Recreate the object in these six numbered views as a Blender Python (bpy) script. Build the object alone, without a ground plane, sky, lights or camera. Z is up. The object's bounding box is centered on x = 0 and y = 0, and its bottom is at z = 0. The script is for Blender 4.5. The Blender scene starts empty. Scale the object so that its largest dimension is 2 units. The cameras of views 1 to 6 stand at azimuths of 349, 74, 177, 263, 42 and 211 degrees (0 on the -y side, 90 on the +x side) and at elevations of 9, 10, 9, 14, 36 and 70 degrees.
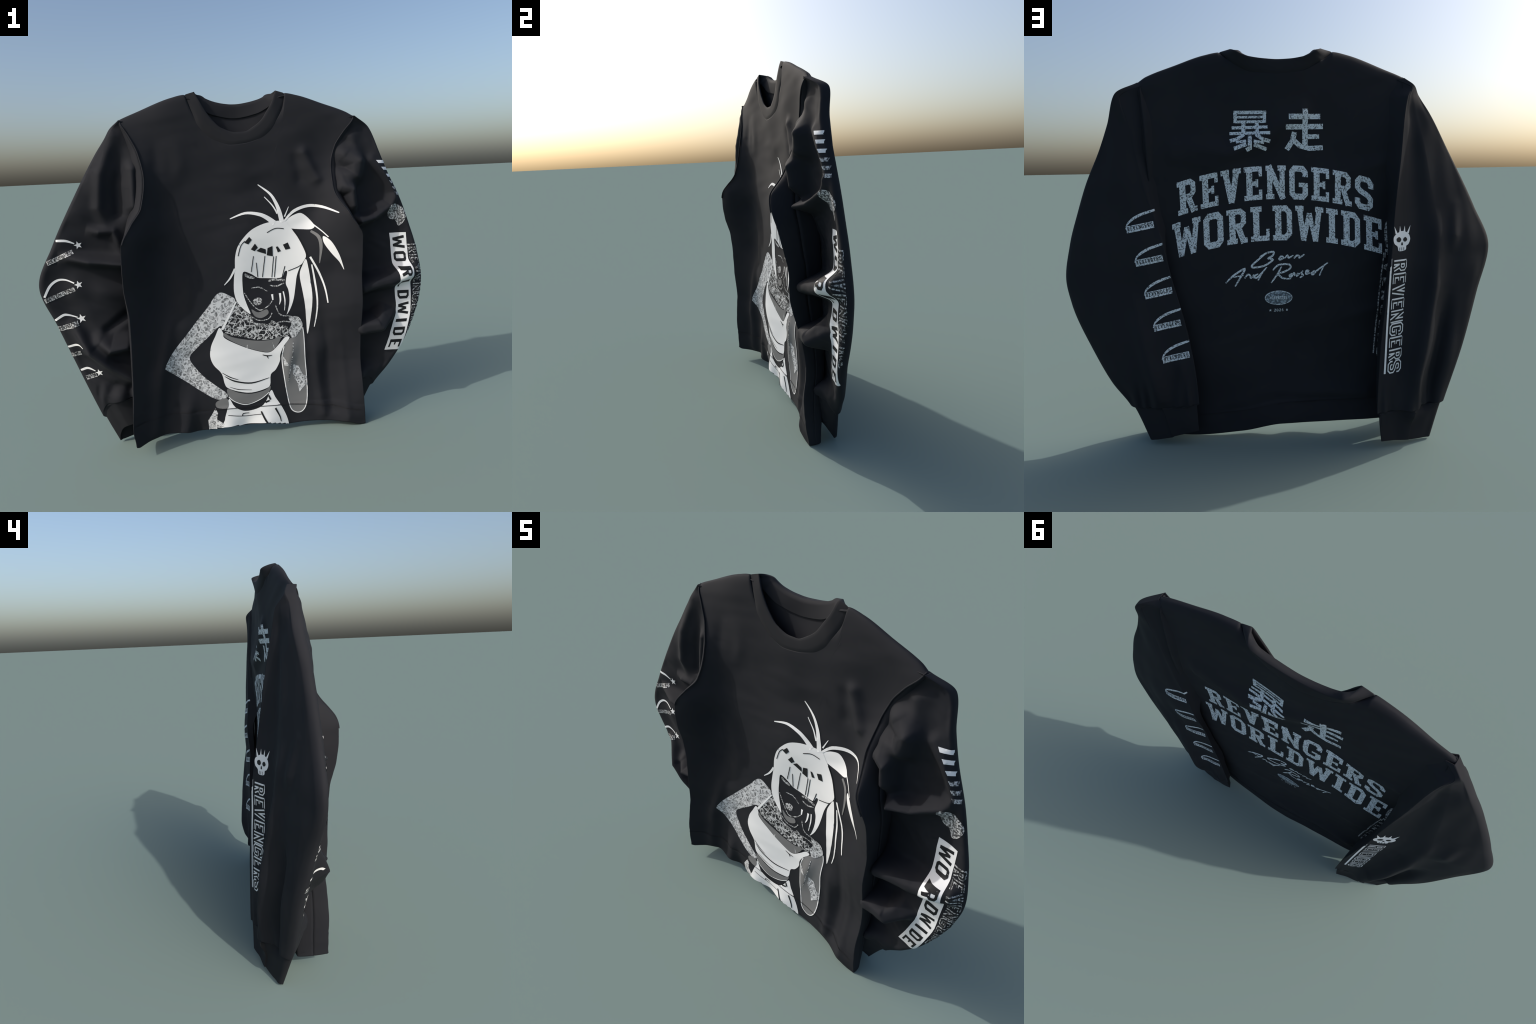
import bpy, math, random
import numpy as np
from mathutils import Vector
from mathutils.bvhtree import BVHTree
from mathutils.geometry import delaunay_2d_cdt

rng = random.Random(7)

# ------------------------------------------------------------------ helpers
def curve(points):
    """Smooth (Catmull-Rom style, monotone-limited) function through (t, value) control points."""
    p = sorted(points)
    t = np.array([a[0] for a in p], float); v = np.array([a[1] for a in p], float)
    d = np.diff(v) / np.diff(t)
    m = np.empty_like(v); m[0] = d[0]; m[-1] = d[-1]
    for i in range(1, len(v) - 1):
        m[i] = 0 if d[i-1]*d[i] <= 0 else 2*d[i-1]*d[i]/(d[i-1]+d[i])
    def f(x):
        x = np.clip(np.asarray(x, float), t[0], t[-1])
        i = np.clip(np.searchsorted(t, x) - 1, 0, len(t) - 2)
        h = t[i+1]-t[i]; s = (x-t[i])/h
        return ((2*s**3-3*s**2+1)*v[i] + (s**3-2*s**2+s)*h*m[i]
                + (-2*s**3+3*s**2)*v[i+1] + (s**3-s**2)*h*m[i+1])
    return f

def drape(points, smooth=1e-4):
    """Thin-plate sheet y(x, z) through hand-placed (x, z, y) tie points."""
    P = np.array(points, float); n = len(P)
    def k(r2): return 0.5*r2*np.log(r2 + 1e-9)
    d2 = ((P[:, None, :2]-P[None, :, :2])**2).sum(-1)
    A = np.zeros((n+3, n+3)); A[:n, :n] = k(d2) + np.eye(n)*smooth
    A[:n, n] = 1; A[:n, n+1:] = P[:, :2]; A[n:, :n] = A[:n, n:].T
    w = np.linalg.solve(A, np.concatenate([P[:, 2], [0, 0, 0]]))
    def f(x, z):
        x = np.asarray(x, float); z = np.asarray(z, float); o = w[n] + w[n+1]*x + w[n+2]*z
        for i in range(n):
            o = o + w[i]*k((x-P[i, 0])**2 + (z-P[i, 1])**2)
        return o
    return f

def sm(a, b, x):
    t = np.clip((np.asarray(x, float)-a)/(b-a), 0, 1)
    return t*t*(3-2*t)

def fold(x, z, pts, width, sharp=1.0):
    """Height of a fold whose crest runs through pts = [(x, z, height), ...]."""
    best = np.full(np.shape(x), 1e9); hh = np.zeros(np.shape(x))
    for (x0, z0, h0), (x1, z1, h1) in zip(pts[:-1], pts[1:]):
        dx, dz = x1-x0, z1-z0
        s = np.clip(((x-x0)*dx + (z-z0)*dz)/(dx*dx+dz*dz), 0, 1)
        d = np.hypot(x-x0-s*dx, z-z0-s*dz)
        h = h0 + (h1-h0)*s
        m = d < best
        best = np.where(m, d, best); hh = np.where(m, h, hh)
    return hh*np.exp(-(best/width)**(2*sharp))

def ripple(x, z, amp, scale, seed):
    r = random.Random(seed); o = np.zeros(np.shape(x))
    for i in range(7):
        a = r.uniform(0, math.pi); f = scale*r.uniform(.6, 1.7); p = r.uniform(0, 6.28)
        o = o + np.sin((x*math.cos(a)+z*math.sin(a))*f + p + 1.5*np.sin(z*f*.37+p*2))
    return amp*o/7*1.6

ROOT = bpy.data.objects.new("long_sleeve_shirt", None)
bpy.context.scene.collection.objects.link(ROOT)
ROOT["label"] = "black long sleeve crew neck shirt with white prints"
ROOT["category"] = "shirt"

def add_mesh(name, verts, faces, mat, parent=ROOT, smooth=True, thick=0.0, flip=False):
    me = bpy.data.meshes.new(name)
    if flip:
        faces = [tuple(reversed(f)) for f in faces]
    me.from_pydata([tuple(map(float, v)) for v in verts], [], [tuple(map(int, f)) for f in faces])
    me.update()
    if smooth:
        me.polygons.foreach_set("use_smooth", [True]*len(me.polygons))
    me.materials.append(mat)
    ob = bpy.data.objects.new(name, me)
    bpy.context.scene.collection.objects.link(ob)
    ob.parent = parent
    if thick:
        s = ob.modifiers.new("cloth_thickness", 'SOLIDIFY'); s.thickness = thick; s.offset = -1
    return ob

def grid_faces(nr, nc, closed=False):
    f = []
    for r in range(nr-1):
        for c in range(nc if closed else nc-1):
            d = (c+1) % nc
            f.append((r*nc+c, r*nc+d, (r+1)*nc+d, (r+1)*nc+c))
    return f

def tube(name, pts, rad, mat, parent=ROOT, sides=8, scale=None):
    pts = np.array(pts, float); n = len(pts)
    tan = np.gradient(pts, axis=0); tan /= np.linalg.norm(tan, axis=1)[:, None]
    ref = np.array([0, 1, 0.2]); V = []
    for i in range(n):
        a = np.cross(tan[i], ref); a /= np.linalg.norm(a); b = np.cross(a, tan[i])
        r = rad*(scale[i] if scale is not None else 1)
        for k in range(sides):
            t = 2*math.pi*k/sides
            V.append(pts[i] + r*(math.cos(t)*a + math.sin(t)*b))
    return add_mesh(name, V, grid_faces(n, sides, True), mat, parent)

# ---------------------------------------------------------------- materials
def cloth(name, base, fleck, weave=900.0, rough=0.82):
    m = bpy.data.materials.new(name); m.use_nodes = True
    nt = m.node_tree; N = nt.nodes; L = nt.links; b = N["Principled BSDF"]
    tc = N.new("ShaderNodeTexCoord")
    n1 = N.new("ShaderNodeTexNoise"); n1.inputs["Scale"].default_value = 5.5; n1.inputs["Detail"].default_value = 5
    r = N.new("ShaderNodeValToRGB")
    r.color_ramp.elements[0].position = .35; r.color_ramp.elements[0].color = (*base, 1)
    r.color_ramp.elements[1].position = .68; r.color_ramp.elements[1].color = (*fleck, 1)
    n2 = N.new("ShaderNodeTexNoise"); n2.inputs["Scale"].default_value = weave; n2.inputs["Detail"].default_value = 2
    bp = N.new("ShaderNodeBump"); bp.inputs["Strength"].default_value = .12; bp.inputs["Distance"].default_value = .002
    L.new(tc.outputs["Object"], n1.inputs["Vector"]); L.new(tc.outputs["Object"], n2.inputs["Vector"])
    L.new(n1.outputs["Fac"], r.inputs["Fac"]); L.new(r.outputs["Color"], b.inputs["Base Color"])
    L.new(n2.outputs["Fac"], bp.inputs["Height"]); L.new(bp.outputs["Normal"], b.inputs["Normal"])
    b.inputs["Roughness"].default_value = rough
    b.inputs["Specular IOR Level"].default_value = .28
    return m

CLOTH = cloth("black_cotton", (.0096, .0107, .0148), (.0126, .0137, .0180))
RIB = cloth("black_rib_knit", (.0098, .0107, .0144), (.0128, .0137, .0172), 500)
THREAD = cloth("black_thread", (.009, .009, .011), (.012, .012, .014))

# -------------------------------------------------------------------- torso
# side outline of the front panel (height -> x): hem, side seam, armhole, shoulder point
FRONT_NEG = curve([(0, -.605), (.07, -.602), (.15, -.612), (.35, -.598), (.724, -.585), (.885, -.600), (1.09, -.595),
                   (1.185, -.548), (1.26, -.497), (1.40, -.474), (1.517, -.494), (1.60, -.53), (1.67, -.568), (1.83, -.60)])
FRONT_POS = curve([(0, .632), (.24, .615), (.52, .607), (.80, .602), (1.06, .590), (1.18, .528), (1.316, .480),
                   (1.417, .485), (1.517, .512), (1.59, .558), (1.665, .616), (1.83, .64)])
BACK_NEG = curve([(0, -.60), (.35, -.592), (.88, -.592), (1.09, -.585), (1.3, -.575), (1.5, -.57), (1.67, -.568), (1.83, -.60)])
BACK_POS = curve([(0, .625), (.5, .602), (1.06, .590), (1.3, .595), (1.5, .60), (1.665, .616), (1.83, .64)])

FRONT_HEM = curve([(-.66, .078), (-.61, .074), (-.585, .062), (-.54, .061), (-.37, .070), (-.29, .054), (-.21, .060), (-.12, .073), (-.02, .060),
                   (.08, .062), (.22, .034), (.32, .037), (.455, .032), (.53, .026), (.60, .002), (.66, .0)])
BACK_HEM = curve([(-.66, .068), (-.40, .072), (-.20, .073), (0, .075), (.20, .037), (.41, .012), (.54, .008), (.60, .002), (.66, .0)])
SHOULDER = curve([(-.64, 1.63), (-.57, 1.675), (-.482, 1.712), (-.31, 1.777), (-.245, 1.790), (.250, 1.791), (.32, 1.779),
                  (.452, 1.736), (.575, 1.692), (.616, 1.668), (.68, 1.635)])
NECK_FRONT = curve([(-.246, 1.789), (-.231, 1.750), (-.218, 1.714), (-.188, 1.652), (-.153, 1.608), (-.105, 1.570), (-.031, 1.545),
                    (.034, 1.550), (.113, 1.572), (.167, 1.611), (.222, 1.684), (.244, 1.730), (.254, 1.790)])
NECK_BACK = curve([(-.246, 1.789), (-.20, 1.752), (-.173, 1.735), (-.107, 1.704), (0, 1.692), (.106, 1.704), (.18, 1.733), (.205, 1.752), (.254, 1.790)])
SHOULDER_Y = curve([(-.64, .0), (-.57, -.012), (-.31, -.014), (0, -.015), (.32, -.012), (.575, -.016), (.64, -.03)])

FRONT_SHEET = drape([
    # edge by the wearer's right arm
    (-.568, 1.67, -.035), (-.494, 1.517, -.060), (-.474, 1.40, -.085), (-.496, 1.26, -.113), (-.547, 1.185, -.155), (-.594, 1.09, -.190),
    (-.60, .885, -.155), (-.584, .724, -.143), (-.60, .50, -.139), (-.60, .347, -.138), (-.615, .15, -.132), (-.60, .07, -.132),
    # edge by the wearer's left arm
    (.616, 1.665, -.045), (.558, 1.59, -.040), (.512, 1.517, -.030), (.485, 1.417, -.040), (.480, 1.316, -.085), (.528, 1.18, -.187),
    (.590, 1.06, -.192), (.602, .80, -.140), (.607, .52, -.098), (.615, .24, -.095), (.62, .02, -.085),
    # middle of the chest and belly
    (.10, 1.34, -.012), (.03, 1.13, -.036), (-.053, 1.177, -.026), (.42, 1.20, -.040), (.46, .88, -.074), (.334, .53, -.019),
    (-.125, .80, -.030), (-.309, .479, -.029), (-.436, .455, -.048), (-.20, .48, -.038), (.164, .416, -.026), (.15, .27, -.028), (-.33, .20, -.034), (-.52, .455, -.070),
    (-.30, 1.10, -.026), (.30, 1.04, -.030), (-.30, .80, -.030), (-.46, .80, -.042), (.10, .85, -.010), (.20, .70, -.026), (.25, .48, -.030), (.43, .45, -.040),
    (-.30, 1.40, -.028), (.30, 1.40, -.024), (-.40, 1.25, -.040), (-.45, 1.05, -.048), (.48, 1.05, -.118), (.54, .93, -.132), (.50, .90, -.098), (.56, .72, -.130), (.57, .50, -.086), (.50, .45, -.044), (.50, .28, -.036), (.42, 1.02, -.076), (.41, .90, -.060), (-.555, 1.05, -.165), (-.52, 1.05, -.132), (-.535, 1.13, -.165), (-.56, .80, -.122), (-.53, .80, -.098), (-.56, .93, -.145), (-.30, 1.25, -.026), (.30, 1.2, -.026), (-.52, 1.2, -.130),
    # hem with its shallow waves
    (-.545, .06, -.066), (-.46, .06, -.015), (-.37, .06, -.035), (-.29, .06, -.010), (-.21, .06, -.025), (-.12, .06, -.050), (-.02, .06, -.025),
    (.08, .06, -.048), (.22, .04, -.026), (.32, .04, -.035), (.455, .03, -.060), (.53, .03, -.090), (-.572, .25, -.112), (-.545, .25, -.085), (-.46, .25, -.034),
    # collar seam and shoulders
    (0, 1.545, -.026), (-.15, 1.605, -.024), (.15, 1.605, -.024), (-.22, 1.70, -.026), (.22, 1.70, -.026), (-.30, 1.76, -.028), (.30, 1.76, -.028),
    (-.30, 1.60, -.030), (.30, 1.60, -.030), (0, 1.45, -.020), (-.45, 1.66, -.032), (.45, 1.66, -.034),
])
BACK_SHEET = drape([
    (.197, 1.538, .020), (-.197, 1.361, .018), (.489, 1.04, .010), (-.47, .887, .028), (-.217, .849, .030), (.013, .692, .032),
    (.41, .01, .010), (.20, .04, .036), (0, .075, .053), (-.20, .073, .042), (-.40, .072, .035), (-.507, 1.018, .004), (-.452, .381, .016),
    (0, 1.69, .050), (-.17, 1.735, .030), (.17, 1.735, .030), (-.30, 1.74, .018), (.30, 1.74, .018), (0, 1.50, .036), (-.45, 1.55, .016), (.45, 1.60, .012),
    (.46, 1.35, .022), (.60, .50, .020), (.60, .80, .024), (.62, .02, -.025), (.60, .25, .004), (.59, 1.06, .020), (-.59, .10, .010), (-.59, .50, .005),
    (-.59, .85, .005), (-.58, 1.1, .010), (-.57, 1.4, .030), (.595, 1.4, .030), (0, 1.1, .030), (.3, .9, .024), (.25, .4, .036), (-.2, .42, .006), (-.3, .34, .004), (-.08, .40, .012), (.3, 1.3, .028),
    (.61, 1.6, .010), (-.57, 1.6, .010),
])

def front_relief(x, z):
    o = fold(x, z, [(-.50, .10, .020), (-.46, .40, .022), (-.40, .62, .012), (-.36, .75, .0)], .035)          # upright fold by the hip
    o = o + fold(x, z, [(.40, .08, .012), (.375, .35, .010), (.36, .60, .0)], .026)
    o = o + fold(x, z, [(.53, .06, .008), (.52, .40, .006), (.48, .75, .0)], .025)
    o = o - fold(x, z, [(.455, .10, .010), (.44, .45, .012), (.41, .75, .0)], .028)
    o = o + fold(x, z, [(.34, 1.49, .018), (.40, 1.36, .018)], .03) - fold(x, z, [(.30, 1.46, .006), (.32, 1.36, .008)], .03)
    o = o - fold(x, z, [(-.40, 1.60, .0), (-.41, 1.46, .008), (-.40, 1.28, .0)], .032)
    o = o + fold(x, z, [(-.32, 1.60, .0), (-.29, 1.46, .007), (-.34, 1.32, .0)], .04)
    o = o + fold(x, z, [(-.46, 1.20, .004), (-.36, 1.02, .009), (-.29, .84, .010), (-.33, .62, .008), (-.40, .35, .0)], .05)     # low ridge modelled to sharpen the shadow edge, armpit to waist
    o = o + fold(x, z, [(-.20, 1.42, .0), (.05, 1.40, .004), (.28, 1.44, .0)], .03) - fold(x, z, [(-.25, 1.33, .0), (.0, 1.30, .004), (.25, 1.33, .0)], .03)
    o = o + fold(x, z, [(-.34, .04, .014), (-.33, .18, .014), (-.30, .32, .0)], .035)
    o = o + fold(x, z, [(.20, .22, .0), (.22, .38, .012), (.27, .55, .0)], .03)
    return o + ripple(x, z, .0022, 17, 3) + ripple(x*.5-z*.4, z, .0011, 44, 5)

def back_relief(x, z):
    o = fold(x, z, [(-.46, 1.30, .010), (-.10, 1.22, .006), (.30, 1.30, .008), (.47, 1.34, .012)], .035)
    o = o + fold(x, z, [(-.45, .62, .010), (-.15, .55, .006), (.2, .5, .004)], .04)
    o = o + fold(x, z, [(.46, 1.385, .014), (.23, 1.355, .026), (.08, 1.41, .026), (-.10, 1.53, .016)], .042)
    o = o + fold(x, z, [(-.40, .21, .016), (-.1, .23, .016), (.1, .24, .004)], .035)
    return o + ripple(x, z, .003, 15, 11) + ripple(x*.6+z*.5, z, .0016, 42, 13)

HEM_W = .115       # depth of the stitched hem band

def panel_points(front):
    NR, NC, NB = 300, 270, 18
    lo, hi = (FRONT_NEG, FRONT_POS) if front else (BACK_NEG, BACK_POS)
    hem = FRONT_HEM if front else BACK_HEM
    neck = NECK_FRONT if front else NECK_BACK
    s = np.linspace(-1, 1, NC)
    s = np.sign(s)*(1-(1-np.abs(s))**1.15)
    def xx(s, z):
        a, b = lo(z), hi(z); return (a+b)/2 + s*(b-a)/2
    top = np.full(NC, 1.7)
    for _ in range(60):
        x = xx(s, top)
        new = np.where((x > -.246) & (x < .254), neck(x), SHOULDER(x))
        top = top*.5 + new*.5
    bot = hem(xx(s, np.full(NC, .05)))
    t = np.linspace(0, 1, NR)[:, None]
    Z = bot + t*(top-bot)
    X = xx(s[None, :], Z)
    Y = FRONT_SHEET(X, Z) if front else BACK_SHEET(X, Z)
    sg = -1 if front else 1
    rel = front_relief(X, Z) if front else back_relief(X, Z)
    Y = Y + sg*rel
    Y = Y + sg*.0022*(1-sm(HEM_W-.006, HEM_W, Z-bot))                    # doubled hem is a little proud
    # the shoulder ridge: both panels round over into one line
    d = np.clip(top-Z, 0, None)
    onsh = np.clip(np.maximum((-.19-X)/.06, (X-.195)/.06), 0, 1)
    w = .055
    e = np.sqrt(np.clip(1-(1-np.clip(d/w, 0, 1))**2, 0, 1))
    ys = SHOULDER_Y(X)
    Y = np.where(onsh > 0, (1-onsh)*Y + onsh*(ys+(Y-ys)*e), Y)
    return X, Y, Z

FX, FY, FZ = panel_points(True)
BX, BY, BZ = panel_points(False)

def side_strip(k, a, b):
    """Half of the cloth that turns from the front panel round the side to the back panel."""
    out = []
    for q in np.linspace(a, b, 10):
        z = FZ[:, k]*(1-q)+BZ[:, k]*q
        bul = .009*np.sin(math.pi*q)*(1-sm(1.00, 1.12, z))
        x = FX[:, k]*(1-q)+BX[:, k]*q + (bul if k == -1 else -bul)
        y = FY[:, k]*(1-sm(0, 1, q)*.9-.1*q) + BY[:, k]*(sm(0, 1, q)*.9+.1*q)
        out.append(np.stack([x, y, z], -1))
    return out

def panel(front):
    X, Y, Z = (FX, FY, FZ) if front else (BX, BY, BZ)
    cols = [np.stack([X[:, j], Y[:, j], Z[:, j]], -1) for j in range(X.shape[1])]
    if front:
        left = side_strip(0, 0, .5)[::-1][:-1]; right = side_strip(-1, 0, .5)[1:]
    else:
        left = side_strip(0, .5, 1)[:-1]; right = side_strip(-1, .5, 1)[::-1][1:]
    cols = left + cols + right
    V = np.stack(cols, 1)
    return add_mesh("front_panel" if front else "back_panel", V.reshape(-1, 3), grid_faces(V.shape[0], V.shape[1]), CLOTH,
                    thick=.006 if front else .016, flip=not front)

front_panel = panel(True)
back_panel = panel(False)

# --------------------------------------------------------------------- collar
def collar():
    n = 160; V = []; m = 13
    xin_f = curve([(-.197, 1.803), (-.182, 1.768), (-.157, 1.719), (-.123, 1.670), (-.075, 1.625), (-.006, 1.603), (.039, 1.604), (.086, 1.627),
                   (.126, 1.657), (.161, 1.706), (.186, 1.745), (.208, 1.803)])
    xin_b = curve([(-.197, 1.803), (-.157, 1.775), (-.11, 1.757), (-.05, 1.748), (0, 1.746), (.06, 1.750), (.13, 1.761), (.175, 1.780), (.208, 1.803)])
    rings = []
    for i in range(n):
        a = 2*math.pi*i/n
        c = math.cos(a); fr = math.sin(a) >= 0
        xi = .0055 + .2025*c; xo = .004 + .25*c
        zi = float(xin_f(xi) if fr else xin_b(xi)); zo = float(NECK_FRONT(xo) if fr else NECK_BACK(xo))
        k = abs(math.sin(a))
        sh = float(np.clip(max((-.19-xo)/.06, (xo-.195)/.06), 0, 1))       # share of the shoulder ridge here
        sheet = float(FRONT_SHEET(xo, zo)) - .001 if fr else float(BACK_SHEET(xo, zo)) + .002
        yo = (1-sh)*sheet + sh*float(SHOULDER_Y(xo))
        b = float(sm(0, .55, k))
        yi = -.013*(1-b) + (-.025 if fr else .050)*b
        rings.append((Vector((xo, yo, zo)), Vector((xi, yi, zi)), fr, k))
    cen = Vector((0.004, 0.01, 1.70))
    for o, i_, fr, k in rings:
        ax = (i_-o)
        out = Vector((o.x*0.0, -1 if fr else 1, 0))*float(sm(0, .5, k)) + Vector((0, 0, .8))*(1-float(sm(0, .5, k)))
        b2 = float(sm(.1, .6, k))
        nrm = (out - ax*(out.dot(ax)/ax.length_squared)).normalized()
        for q in range(m):
            if q < 7:      # outer face from the seam up to the fold
                t = q/6; p = o.lerp(i_, t) + nrm*(.0022+.0015*math.sin(math.pi*t)**.7)*(.25+.75*b2)
                if q == 0: p = o - ax*.10 - nrm*.003
            elif q == 7: p = i_ + ax.normalized()*.003*b2
            else:          # inner face back down to the seam
                t = 1-(q-8)/4*1.25; p = o.lerp(i_, t) - nrm*(.006 if fr else .006+.020*b2)
            V.append(p)
    return add_mesh("collar", V, [((r*m+c), ((r*m+c+1)), (((r+1) % n)*m+c+1), (((r+1) % n)*m+c)) for r in range(n) for c in range(m-1)], RIB)
collar_ob = collar()

# -------------------------------------------------------------------- sleeves
class Sleeve:
    """Flattened tube. Every level has an outer fold O, a hidden inner end A of the front layer
    and an inner fold I of the back layer; layers bulge between them by the given amounts."""
    NF, NA, NB = 130, 16, 120
    def __init__(self, levels, folds_front, folds_back, cuff_v, seed):
        self.n = len(levels)
        self.cuff = cuff_v; self.seed = seed
        d = [0.0]
        for a, b in zip(levels[:-1], levels[1:]):
            d.append(d[-1] + (Vector(a[0])-Vector(b[0])).length)
        self.v = d
        def ch(get): return curve([(d[i], get(levels[i])) for i in range(self.n)])
        self.O = [ch(lambda l, k=k: l[0][k]) for k in range(3)]
        self.A = [ch(lambda l, k=k: l[1][k]) for k in range(3)]
        self.I = [ch(lambda l, k=k: l[2][k]) for k in range(3)]
        self.f = [ch(lambda l, k=k: l[3][k]) for k in range(4)]
        self.b = [ch(lambda l, k=k: l[4][k]) for k in range(3)]
        self.lift = ch(lambda l: l[5])
        self.ff, self.fb = folds_front, folds_back
    def ring(self, v, inset=0.0):
        O = np.array([float(c(v)) for c in self.O]); A = np.array([float(c(v)) for c in self.A]); I = np.array([float(c(v)) for c in self.I])
        pf = curve([(0, 0), (.2, float(self.f[0](v))), (.4, float(self.f[1](v))), (.6, float(self.f[2](v))), (.8, float(self.f[3](v))), (1, 0)])
        pb = curve([(0, 0), (.25, float(self.b[0](v))), (.5, float(self.b[1](v))), (.78, float(self.b[2](v))), (1, 0)])
        e = lambda u, w: np.sqrt(np.clip(1-(1-np.clip(u/w, 0, 1))**2, 0, 1))
        u = np.linspace(0, 1, self.NF)**1.25
        F = O[None]*(1-u[:, None]) + A[None]*u[:, None]
        F[:, 1] += pf(u) - .020*e(u, .055)*(1-u)
        F[:, 2] += float(self.lift(v))*e(u, .16)*(1-u**6)
        u2 = np.linspace(0, 1, self.NB); u2 = 1-(1-u2)**1.25
        Bk = I[None]*(1-u2[:, None]) + O[None]*u2[:, None]
        Bk[:, 1] += pb(u2) + .020*e(1-u2, .055)*u2 * np.clip(u2*8, 0, 1)
        q = np.linspace(0, 1, self.NA+2)[1:-1][:, None]
        M = A[None]*(1-q) + I[None]*q
        dF = np.zeros(self.NF); dB = np.zeros(self.NB)
        for pts, w, s in self.ff: dF += fold(F[:, 0], F[:, 2], pts, w, s)
        for pts, w, s in self.fb: dB += fold(Bk[:, 0], Bk[:, 2], pts, w, s)
        wf = sm(0, .10, u); wb = sm(0, .15, 1-u2)*sm(0, .2, u2+.05)
        near = sm(self.v[self.cuff]-.20, self.v[self.cuff]-.02, v)*(1-sm(self.v[self.cuff]-.005, self.v[self.cuff]+.01, v))
        dF += ripple(F[:, 0], F[:, 2], .004, 26, self.seed) + ripple(F[:, 0]+.5*F[:, 2], F[:, 2], .0025, 55, self.seed+1) + near*.007*np.sin(F[:, 0]*95+2*np.sin(F[:, 0]*23)+3*near)
        dB += ripple(Bk[:, 0], Bk[:, 2]*.35, .004, 38, self.seed+5) + near*.006*np.sin(Bk[:, 0]*90+2*np.sin(Bk[:, 0]*29))
        F[:, 1] -= dF*wf; Bk[:, 1] += dB*wb
        R = np.concatenate([F, M, Bk[:-1]])
        if inset:
            c = R.mean(0)
            R[:, 0] += np.clip(c[0]-R[:, 0], -inset, inset)
            mid = np.interp(R[:, 0], *self._mid(F, Bk))
            R[:, 1] = mid + (R[:, 1]-mid)*.88
        return R
    def _mid(self, F, Bk):
        a = F[np.argsort(F[:, 0])]; b = Bk[np.argsort(Bk[:, 0])]
        xs = np.linspace(max(a[0, 0], b[0, 0]), min(a[-1, 0], b[-1, 0]), 60)
        return xs, (np.interp(xs, a[:, 0], a[:, 1]) + np.interp(xs, b[:, 0], b[:, 1]))/2
    def build(self, side):
        vc, ve = self.v[self.cuff], self.v[-1]
        rows = np.concatenate([np.linspace(0, .12, 40)[:-1], np.linspace(.12, vc-.03, 230), np.linspace(vc-.025, vc+.012, 14)])
        rings = []
        for v in rows:
            k = float(sm(vc-.004, vc+.012, v))
            rings.append(self.ring(v, .018*k))
        V = np.stack(rings, 0)
        sl = add_mesh("sleeve", V.reshape(-1, 3), grid_faces(V.shape[0], V.shape[1], True), CLOTH, thick=.003, flip=(side < 0))
        rows = np.linspace(vc-.002, ve, 46)
        V = np.stack([self.ring(v, .013) for v in rows], 0)
        cf = add_mesh("cuff", V.reshape(-1, 3), grid_faces(V.shape[0], V.shape[1], True), RIB, parent=sl, thick=.009, flip=(side < 0))
        return sl, cf

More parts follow.
